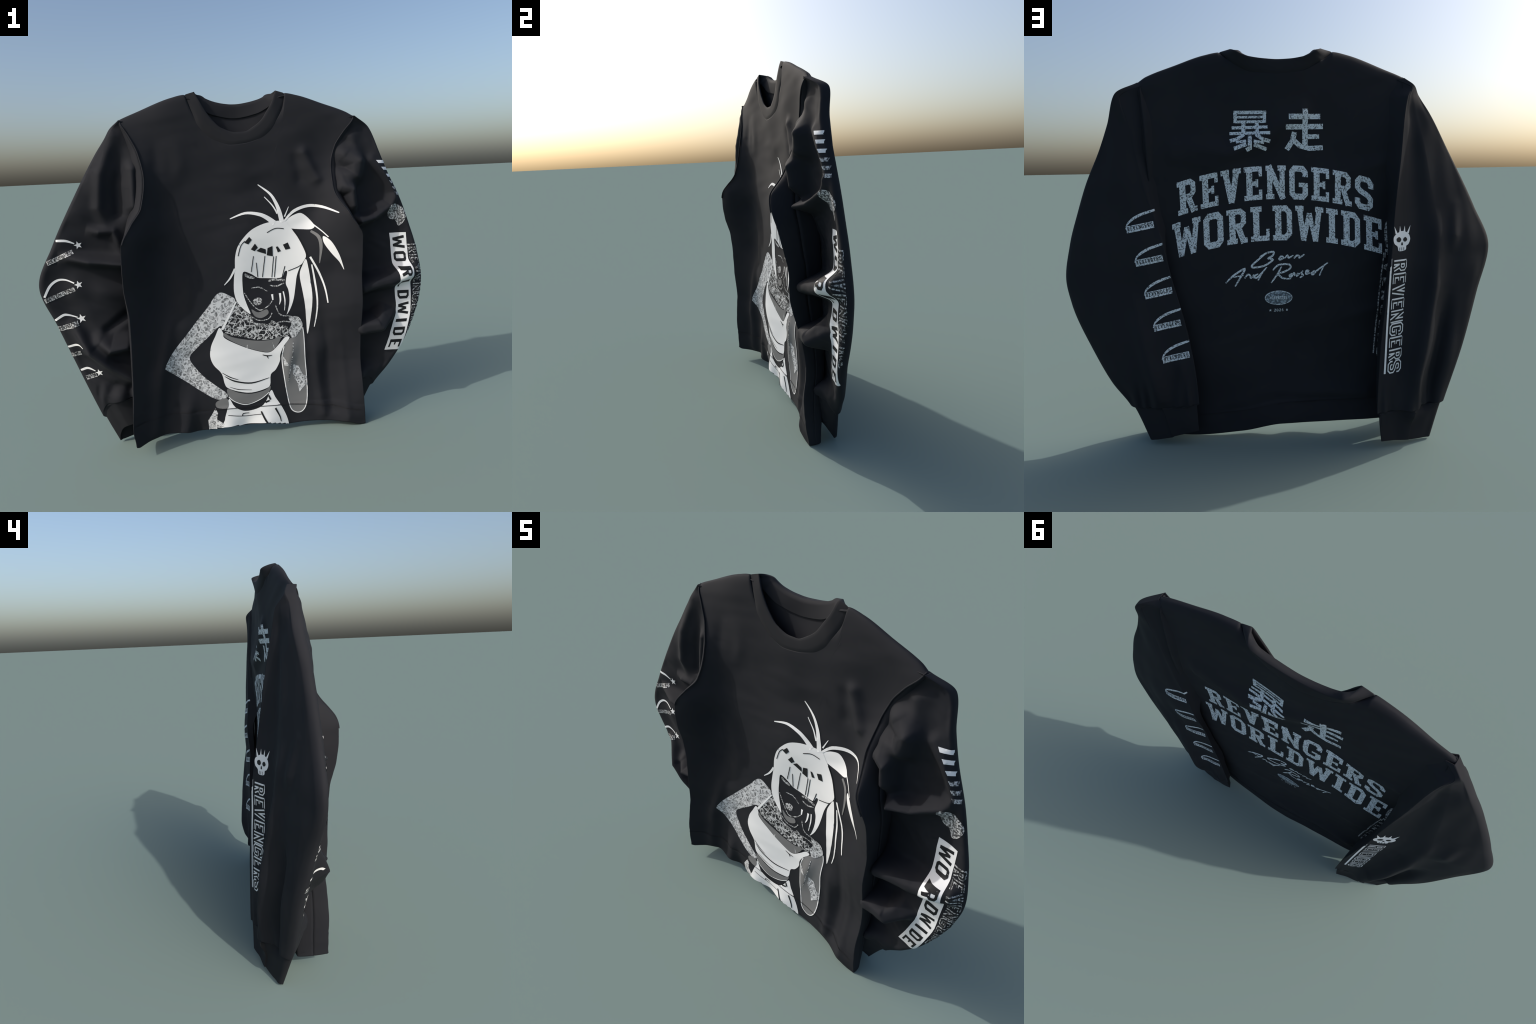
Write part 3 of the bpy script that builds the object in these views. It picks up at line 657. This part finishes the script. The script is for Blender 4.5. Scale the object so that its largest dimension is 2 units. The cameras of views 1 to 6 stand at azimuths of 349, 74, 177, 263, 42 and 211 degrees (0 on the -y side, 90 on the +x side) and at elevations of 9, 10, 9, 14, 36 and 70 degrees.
line(front_panel, -1, 'neck_print', INK_MOTTLED, [(.035, .609), (.099, .598), (.145, .602)], [0.0068, 0.0068, 0.0068], 2)
patch(front_panel, -1, 'arm_print', INK_GREY, [(.197, .477), (.235, .518), (.271, .526), (.307, .569), (.312, .523), (.312, .419), (.318, .312), (.319, .195), (.307, .128), (.282, .099), (.248, .100), (.222, .127), (.206, .200), (.191, .318), (.184, .415)], 0, smooth=True)
line(front_panel, -1, 'arm_print', INK_WHITE, [(.307, .569), (.312, .523), (.312, .419), (.318, .312), (.319, .195), (.307, .128), (.281, .097), (.248, .098), (.222, .125), (.206, .200), (.191, .318), (.184, .415), (.197, .477)], [0.0051, 0.0051, 0.0051, 0.0051, 0.0051, 0.0051, 0.0051, 0.0051, 0.0051, 0.0051, 0.0051, 0.0051, 0.0051], 2)
line(front_panel, -1, 'arm_print', INK_MOTTLED, [(.248, .497), (.241, .427), (.227, .352), (.214, .277)], [0.0042, 0.0042, 0.0042, 0.0042], 2)
patch(front_panel, -1, 'arm_print', INK_TATTOO, [(.243, .374), (.276, .356), (.298, .305), (.322, .292), (.311, .245), (.276, .210), (.262, .271), (.241, .302)], 2, smooth=False)
patch(front_panel, -1, 'arm_print', INK_TATTOO, [(.189, .428), (.213, .383), (.221, .367), (.196, .370)], 2, smooth=False)
patch(front_panel, -1, 'hand_print', INK_TATTOO, [(.230, .633), (.276, .635), (.299, .609), (.305, .573), (.271, .528), (.242, .522), (.229, .561), (.243, .597)], 2, smooth=True)
line(front_panel, -1, 'hand_print', INK_MOTTLED, [(.160, .707), (.184, .654), (.239, .639), (.285, .620)], [0.0051, 0.0059, 0.0059, 0.0051], 2)
line(front_panel, -1, 'hand_print', INK_MOTTLED, [(.145, .607), (.201, .615), (.247, .604)], [0.0051, 0.0068, 0.0051], 2)
# top, waist and trousers
patch(front_panel, -1, 'garment_print', INK_WHITE, [(-.145, .617), (-.127, .589), (-.120, .559), (-.051, .515), (.020, .480), (.092, .455), (.131, .458), (.170, .492), (.207, .528), (.230, .521), (.196, .480), (.175, .435), (.172, .397), (.148, .352), (.119, .327), (.112, .270), (.083, .253), (.008, .244), (-.064, .260), (-.118, .286), (-.134, .312), (-.141, .350), (-.153, .380), (-.186, .421), (-.201, .469), (-.193, .523), (-.168, .575)], 1, smooth=True)
patch(front_panel, -1, 'garment_print', INK_GREY, [(-.122, .587), (-.084, .562), (-.013, .539), (.059, .524), (.132, .522), (.181, .533), (.167, .497), (.132, .461), (.093, .458), (.020, .483), (-.051, .518), (-.118, .564)], 2, smooth=True)
patch(front_panel, -1, 'garment_print', INK_GREY, [(-.121, .282), (-.065, .254), (.008, .238), (.083, .247), (.113, .265), (.105, .235), (.053, .201), (-.022, .184), (-.085, .210), (-.116, .241)], 2, smooth=True)
line(front_panel, -1, 'crease_print', INK_BLACK, [(-.132, .353), (-.079, .320), (.011, .297), (.109, .311)], [0.0025, 0.0076, 0.0076, 0.0025], 3)
line(front_panel, -1, 'crease_print', INK_BLACK, [(-.144, .374), (-.105, .346), (-.061, .326)], [0.0025, 0.0051, 0.0025], 3)
line(front_panel, -1, 'crease_print', INK_BLACK, [(.078, .444), (.105, .435), (.130, .436)], [0.0034, 0.0068, 0.0025], 3)
line(front_panel, -1, 'crease_print', INK_BLACK, [(.101, .438), (.109, .419)], [0.0068, 0.0025], 3)
line(front_panel, -1, 'crease_print', INK_BLACK, [(-.108, .291), (-.064, .272), (.009, .259)], [0.0017, 0.0042, 0.0017], 3)
line(front_panel, -1, 'garment_print', INK_WHITE, [(-.001, .516), (-.005, .488)], [0.0034, 0.0034], 2)
line(front_panel, -1, 'garment_print', INK_WHITE, [(.136, .505), (.144, .471)], [0.0034, 0.0034], 2)
line(front_panel, -1, 'garment_print', INK_WHITE, [(-.117, .237), (-.085, .206), (-.022, .180), (.053, .199), (.105, .231)], [0.0042, 0.0042, 0.0042, 0.0042, 0.0042], 2)
patch(front_panel, -1, 'garment_print', INK_WHITE, [(-.115, .226), (-.087, .177), (-.033, .145), (.032, .150), (.080, .178), (.116, .241), (.137, .199), (.173, .136), (.199, .073), (.208, .023), (.205, -.027), (-.150, .027), (-.145, .113), (-.129, .168)], 1, smooth=True)
patch(front_panel, -1, 'hand_print', INK_GREY, [(-.175, .222), (-.131, .232), (-.119, .205), (-.128, .176), (-.178, .183), (-.189, .205)], 2, smooth=True)
patch(front_panel, -1, 'garment_print', INK_TATTOO, [(-.231, .116), (-.191, .182), (-.179, .156), (-.186, .119), (-.150, .094), (-.154, .027), (-.227, .038)], 1, smooth=False)
line(front_panel, -1, 'crease_print', INK_BLACK, [(.054, .133), (.076, .081), (.104, .036)], [0.0076, 0.0101, 0.0076], 3)
line(front_panel, -1, 'crease_print', INK_BLACK, [(.133, .140), (.156, .089), (.162, .059)], [0.0101, 0.0068, 0.0042], 3)
line(front_panel, -1, 'crease_print', INK_BLACK, [(-.049, .118), (-.043, .132), (-.011, .131)], [0.0051, 0.0051, 0.0034], 3)
line(front_panel, -1, 'crease_print', INK_BLACK, [(.080, .178), (.104, .185)], [0.0118, 0.0084], 3)
line(front_panel, -1, 'crease_print', INK_BLACK, [(.100, .214), (.110, .189)], [0.0084, 0.0101], 3)
line(front_panel, -1, 'crease_print', INK_BLACK, [(-.126, .137), (-.035, .117), (.058, .118)], [0.0034, 0.0034, 0.0034], 3)
# two characters at the top of the back, each built from its brush strokes
glyph(back_panel, 1, 'character_print', INK_WORN, [
    ([(.189, 1.537), (.190, 1.486)], 0.0147),
    ([(.060, 1.536), (.061, 1.484)], 0.0147),
    ([(.197, 1.531), (.052, 1.529)], 0.0147),
    ([(.190, 1.511), (.061, 1.509)], 0.0107),
    ([(.190, 1.491), (.061, 1.489)], 0.0120),
    ([(.153, 1.490), (.155, 1.437)], 0.0174),
    ([(.094, 1.490), (.095, 1.437)], 0.0174),
    ([(.206, 1.465), (.047, 1.465)], 0.0134),
    ([(.216, 1.440), (.037, 1.440)], 0.0134),
    ([(.152, 1.435), (.182, 1.415), (.215, 1.407)], 0.0160),
    ([(.100, 1.434), (.071, 1.413), (.038, 1.404)], 0.0160),
    ([(.126, 1.428), (.128, 1.375), (.144, 1.367)], 0.0174),
    ([(.188, 1.400), (.143, 1.406)], 0.0120),
    ([(.198, 1.373), (.143, 1.392)], 0.0160),
    ([(.065, 1.398), (.110, 1.405)], 0.0120),
    ([(.054, 1.370), (.110, 1.391)], 0.0160),
], 1)
glyph(back_panel, 1, 'character_print', INK_WORN, [
    ([(-.119, 1.541), (-.118, 1.371)], 0.0240),
    ([(-.046, 1.508), (-.187, 1.509)], 0.0227),
    ([(-.032, 1.465), (-.199, 1.466)], 0.0227),
    ([(-.118, 1.422), (-.182, 1.423)], 0.0200),
    ([(-.071, 1.443), (-.063, 1.407), (-.036, 1.367)], 0.0227),
    ([(-.064, 1.411), (-.095, 1.383), (-.137, 1.371), (-.199, 1.374)], 0.0214),
], 1)
# handwritten line
line(back_panel, 1, 'handwriting_print', INK_WORN, [(.063, .905), (.104, .872), (.133, .845), (.122, .837), (.077, .844), (.043, .864), (.036, .874), (.056, .878), (.036, .891), (.032, .908), (.063, .903), (.097, .885)], [0.0056, 0.0084, 0.0084, 0.0084, 0.0084, 0.0084, 0.0084, 0.0084, 0.0084, 0.0084, 0.0084, 0.0056], 1)
line(back_panel, 1, 'handwriting_print', INK_WORN, [(.009, .876), (-.004, .887), (-.012, .879), (.003, .871), (.009, .878)], [0.0056, 0.0084, 0.0084, 0.0084, 0.0056], 1)
line(back_panel, 1, 'handwriting_print', INK_WORN, [(-.018, .877), (-.032, .890), (-.038, .879), (-.059, .890)], [0.0056, 0.0084, 0.0084, 0.0056], 1)
line(back_panel, 1, 'handwriting_print', INK_WORN, [(-.062, .875), (-.074, .888), (-.086, .886), (-.088, .878), (-.110, .893)], [0.0056, 0.0084, 0.0084, 0.0084, 0.0056], 1)
line(back_panel, 1, 'handwriting_print', INK_WORN, [(.255, .767), (.220, .800), (.166, .832), (.187, .792), (.212, .751)], [0.0056, 0.0084, 0.0084, 0.0084, 0.0056], 1)
line(back_panel, 1, 'handwriting_print', INK_WORN, [(.234, .792), (.173, .802)], [0.0056, 0.0056], 1)
line(back_panel, 1, 'handwriting_print', INK_WORN, [(.167, .788), (.153, .805), (.143, .801), (.138, .789), (.124, .804)], [0.0056, 0.0084, 0.0084, 0.0084, 0.0056], 1)
line(back_panel, 1, 'handwriting_print', INK_WORN, [(.104, .807), (.119, .800), (.122, .789), (.106, .793), (.064, .837)], [0.0056, 0.0084, 0.0084, 0.0084, 0.0056], 1)
line(back_panel, 1, 'handwriting_print', INK_WORN, [(.078, .823), (.106, .776)], [0.0056, 0.0056], 1)
line(back_panel, 1, 'handwriting_print', INK_WORN, [(.045, .763), (.017, .801), (-.004, .838)], [0.0056, 0.0084, 0.0056], 1)
line(back_panel, 1, 'handwriting_print', INK_WORN, [(.037, .822), (.010, .846), (-.038, .848), (-.044, .830), (-.017, .814), (.010, .804), (-.010, .783), (-.047, .780)], [0.0056, 0.0084, 0.0084, 0.0084, 0.0084, 0.0084, 0.0084, 0.0056], 1)
line(back_panel, 1, 'handwriting_print', INK_WORN, [(-.052, .804), (-.040, .796), (-.047, .788), (-.061, .806), (-.066, .792)], [0.0056, 0.0084, 0.0084, 0.0084, 0.0056], 1)
line(back_panel, 1, 'handwriting_print', INK_WORN, [(-.079, .807), (-.075, .793), (-.089, .805)], [0.0056, 0.0084, 0.0056], 1)
line(back_panel, 1, 'handwriting_print', INK_WORN, [(-.103, .816), (-.095, .805), (-.103, .794), (-.088, .783)], [0.0056, 0.0084, 0.0084, 0.0056], 1)
line(back_panel, 1, 'handwriting_print', INK_WORN, [(-.116, .804), (-.129, .814), (-.119, .815), (-.118, .800), (-.136, .805)], [0.0056, 0.0084, 0.0084, 0.0084, 0.0056], 1)
line(back_panel, 1, 'handwriting_print', INK_WORN, [(-.158, .815), (-.143, .803), (-.150, .796), (-.167, .813), (-.220, .851)], [0.0056, 0.0084, 0.0084, 0.0084, 0.0056], 1)
line(back_panel, 1, 'handwriting_print', INK_WORN, [(-.201, .837), (-.180, .790)], [0.0056, 0.0056], 1)

# arched block lettering across the back
def arch(x0, x1, base, sag, h):
    return lambda u, v: (x0+(x1-x0)*u, base - sag*(2*u-1)**2 + h*v)
letters(back_panel, 1, "letter_print", INK_WORN, "REVENGERS", arch(.462, -.432, 1.149, .070, .149), 1)
letters(back_panel, 1, "letter_print", INK_WORN, "WORLDWIDE", arch(.490, -.478, .961, .078, .158), 1)

# oval badge and year below
def ellipse(cx, cz, rx, rz, n=48): return [(cx+rx*math.cos(2*math.pi*i/n), cz+rz*math.sin(2*math.pi*i/n)) for i in range(n)]
lay(back_panel, 1, "badge_print", INK_BADGE, [ellipse(.012, .691, .065, .035)], 1)
ring = ellipse(.012, .691, .062, .032) ; ring.append(ring[0])
lay(back_panel, 1, "badge_print", INK_WORN, [ribbon(ring[i:i+9], [.003]*9) for i in range(0, 48, 8)], 2, .01)
letters(back_panel, 1, "badge_print", INK_WORN, "REVENGERS", lambda u, v: (.052-.080*u, .684+.015*v), 2, False, join=True)
letters(back_panel, 1, "year_print", INK_WORN, "2024", lambda u, v: (.035-.045*u, .624+.014*v), 1, False, gap=.12, join=True)
star(back_panel, 1, .052, .631, .007, INK_WORN, 0)
star(back_panel, 1, -.026, .631, .007, INK_WORN, 0)

# back of the wearer's right sleeve: skull, outlined word running down, and a rule beside it
strip = curve([(.355, -.470), (.60, -.481), (.873, -.496), (1.03, -.50)])
down = lambda u, v: (float(strip(.880-.520*u)) - .064*v, .880-.520*u)
letters(sleeve_neg, 1, "sleeve_letter_print", INK_WHITE, "REVENGERS", down, 1, False, gap=.02, fat=1.45)
letters(sleeve_neg, 1, "sleeve_letter_print", INK_BLACK, "REVENGERS", down, 2, False, gap=.02, fat=.60)
lay(sleeve_neg, 1, "rule_print", INK_WHITE, [ribbon([(float(strip(z))+.016, z) for z in np.linspace(.885, .36, 12)], [.009]*12)], 1)
def skull(target, side, cx, cz, s):
    f = -side
    P = lambda L: [(cx+f*x*s, cz+z*s) for x, z in L]
    lay(target, side, "skull_print", INK_WHITE, [smooth_path(P([(-.7, .55), (0, .85), (.7, .6), (.95, .05), (.75, -.45), (.5, -.6), (.4, -1.0), (-.35, -1.05), (-.5, -.6), (-.85, -.3), (-.95, .2)]), True, 4)]
        + [P([(a-.12, .6), (a+d, 1.35), (a+.15, .6)]) for a, d in ((-.6, -.25), (-.2, .0), (.25, .1), (.65, .35))], 1)
    lay(target, side, "skull_print", INK_BLACK, [smooth_path(P(L), True, 4) for L in
        ([(-.6, .15), (-.3, .3), (-.08, .05), (-.25, -.2), (-.55, -.12)], [(.15, .1), (.4, .25), (.6, 0), (.4, -.2), (.18, -.12)], [(-.05, -.25), (.06, -.25), (.1, -.5), (-.08, -.5)])], 2)
    lay(target, side, "skull_print", INK_BLACK, [ribbon(P([(x, -.72), (x*1.05, -1.02)]), [.06*s]*2) for x in (-.25, -.03, .2)], 2)
skull(sleeve_neg, 1, -.536, .962, .046)
# the same word shows again, squeezed, on the back panel beside the sleeve
beside = lambda u, v: (-.466 - .050*(1-u)*.55 - .024*v + .012*u, .985-.60*u)
letters(back_panel, 1, "sleeve_letter_print", INK_MOTTLED, "REVENGERS", beside, 1, False, gap=.2, fat=.9, join=True)
lay(back_panel, 1, "rule_print", INK_MOTTLED, [ribbon([(-.482, .89), (-.456, .62), (-.440, .40)], [.006]*3)], 1)
lay(back_panel, 1, "skull_print", INK_MOTTLED, [smooth_path([(-.495, 1.03), (-.520, 1.02), (-.522, .95), (-.515, .915), (-.492, .92), (-.486, .98)], True)], 1)

# shooting stars down the outside of both sleeves
def comet(target, side, arc, band, star_at, size=.020, wide=.022):
    q = smooth_path(arc, False, 5); n = len(q)
    lay(target, side, "comet_tail_print", INK_WHITE if side < 0 else INK_WORN, [ribbon(q, [.006+.006*math.sin(math.pi*min(1, i/n+.2)) for i in range(n)])], 1)
    (x0, z0), (x1, z1) = band; dx, dz = x1-x0, z1-z0; L = math.hypot(dx, dz)
    s = wide/L; nx, nz = (-dz*s, dx*s)
    if nz < 0: nx, nz = -nx, -nz
    lay(target, side, "comet_band_print", INK_MOTTLED if side < 0 else INK_WORN, [[(x0, z0), (x1, z1), (x1+nx, z1+nz), (x0+nx, z0+nz)]], 1)
    letters(target, side, "comet_band_print", INK_BLACK, "REVENGERS", lambda u, v: (x0+dx*(.04+.92*u)+nx*(.28+.6*v), z0+dz*(.04+.92*u)+nz*(.28+.6*v)), 2, False, gap=.15, fat=.8, join=True)
    if star_at: star(target, side, star_at[0], star_at[1], size, INK_WHITE, .25)
comet(sleeve_neg, -1, [(-.898, 1.126), (-.855, 1.123), (-.817, 1.107)], ((-.945, 1.010), (-.823, 1.058)), (-.801, 1.098))
comet(sleeve_neg, -1, [(-.978, .856), (-.950, .907), (-.914, .933), (-.874, .933), (-.835, .915)], ((-.974, .826), (-.831, .876)), (-.816, .906))
comet(sleeve_neg, -1, [(-.944, .734), (-.905, .757), (-.878, .755), (-.838, .740)], ((-.930, .674), (-.834, .699)), (-.820, .733), .024, .026)
comet(sleeve_neg, -1, [(-.901, .587), (-.866, .598), (-.838, .601), (-.822, .590)], ((-.890, .530), (-.838, .542)), None)
comet(sleeve_neg, -1, [(-.855, .453), (-.819, .464), (-.782, .448)], ((-.828, .398), (-.774, .414)), (-.763, .438), .021, .024)
for i in range(5):
    ox, oz = -.0335*i, -.1495*i
    comet(sleeve_pos, 1, [(.560+ox, 1.112+oz), (.616+ox, 1.094+oz), (.653+ox, 1.075+oz), (.677+ox, 1.053+oz), (.685+ox, 1.030+oz)],
          ((.681+ox, 1.012+oz), (.560+ox, 1.034+oz)), None, wide=.030)

# front of the wearer's left sleeve: bars, skull, boxed word, and the outlined word along the outer fold
for i, (x, z) in enumerate([(.726, 1.438), (.752, 1.402), (.776, 1.365), (.796, 1.330), (.812, 1.298), (.826, 1.268)]):
    lay(sleeve_pos, -1, "stripe_print", INK_WHITE if i < 3 else INK_MOTTLED, [[(x, z), (x+.07, z-.002), (x+.075, z-.018), (x+.012, z-.016)]], 1)
box = curve([(.385, .778), (.50, .812), (.632, .836), (.75, .836), (.869, .828), (1.05, .814)])
edge = [(float(box(z)), z) for z in np.linspace(1.046, .388, 24)]
lay(sleeve_pos, -1, "box_print", INK_WHITE, [edge + [(x+.088, z) for x, z in edge[::-1]]], 1)
letters(sleeve_pos, -1, "box_letter_print", INK_BLACK, "WORLDWIDE", lambda u, v: (float(box(1.035-.635*u))+.014+.062*v, 1.035-.635*u), 2, False, gap=.12, fat=1.0)
outer = curve([(.44, .872), (.50, .908), (.58, .928), (.677, .934), (.79, .940), (.96, .912), (1.05, .90)])
side_word = lambda u, v: (float(outer(.985-.50*u)) + .048*v, .985-.50*u)
letters(sleeve_pos, -1, "sleeve_letter_print", INK_MOTTLED, "REVENGERS", side_word, 1, False, gap=.04, fat=1.5)
letters(sleeve_pos, -1, "sleeve_letter_print", INK_BLACK, "REVENGERS", side_word, 2, False, gap=.04, fat=.6)
lay(sleeve_pos, -1, "skull_print", INK_MOTTLED, [smooth_path([(.792, 1.185), (.815, 1.205), (.850, 1.200), (.885, 1.175), (.900, 1.14), (.885, 1.10), (.862, 1.085), (.845, 1.115), (.815, 1.125), (.798, 1.150)], True)], 1)

# stitching of the hem and of the collar seam
line(front_panel, -1, "hem_stitch", THREAD, [(-.600, .178), (-.464, .178), (-.285, .180), (-.02, .166), (.16, .152), (.32, .134), (.46, .118), (.60, .090)], [.0035, .0035], 4)
line(back_panel, 1, "hem_stitch", THREAD, [(-.58, .180), (-.2, .176), (.0, .174), (.2, .142), (.41, .118), (.60, .100)], [.0035, .0035], 4)
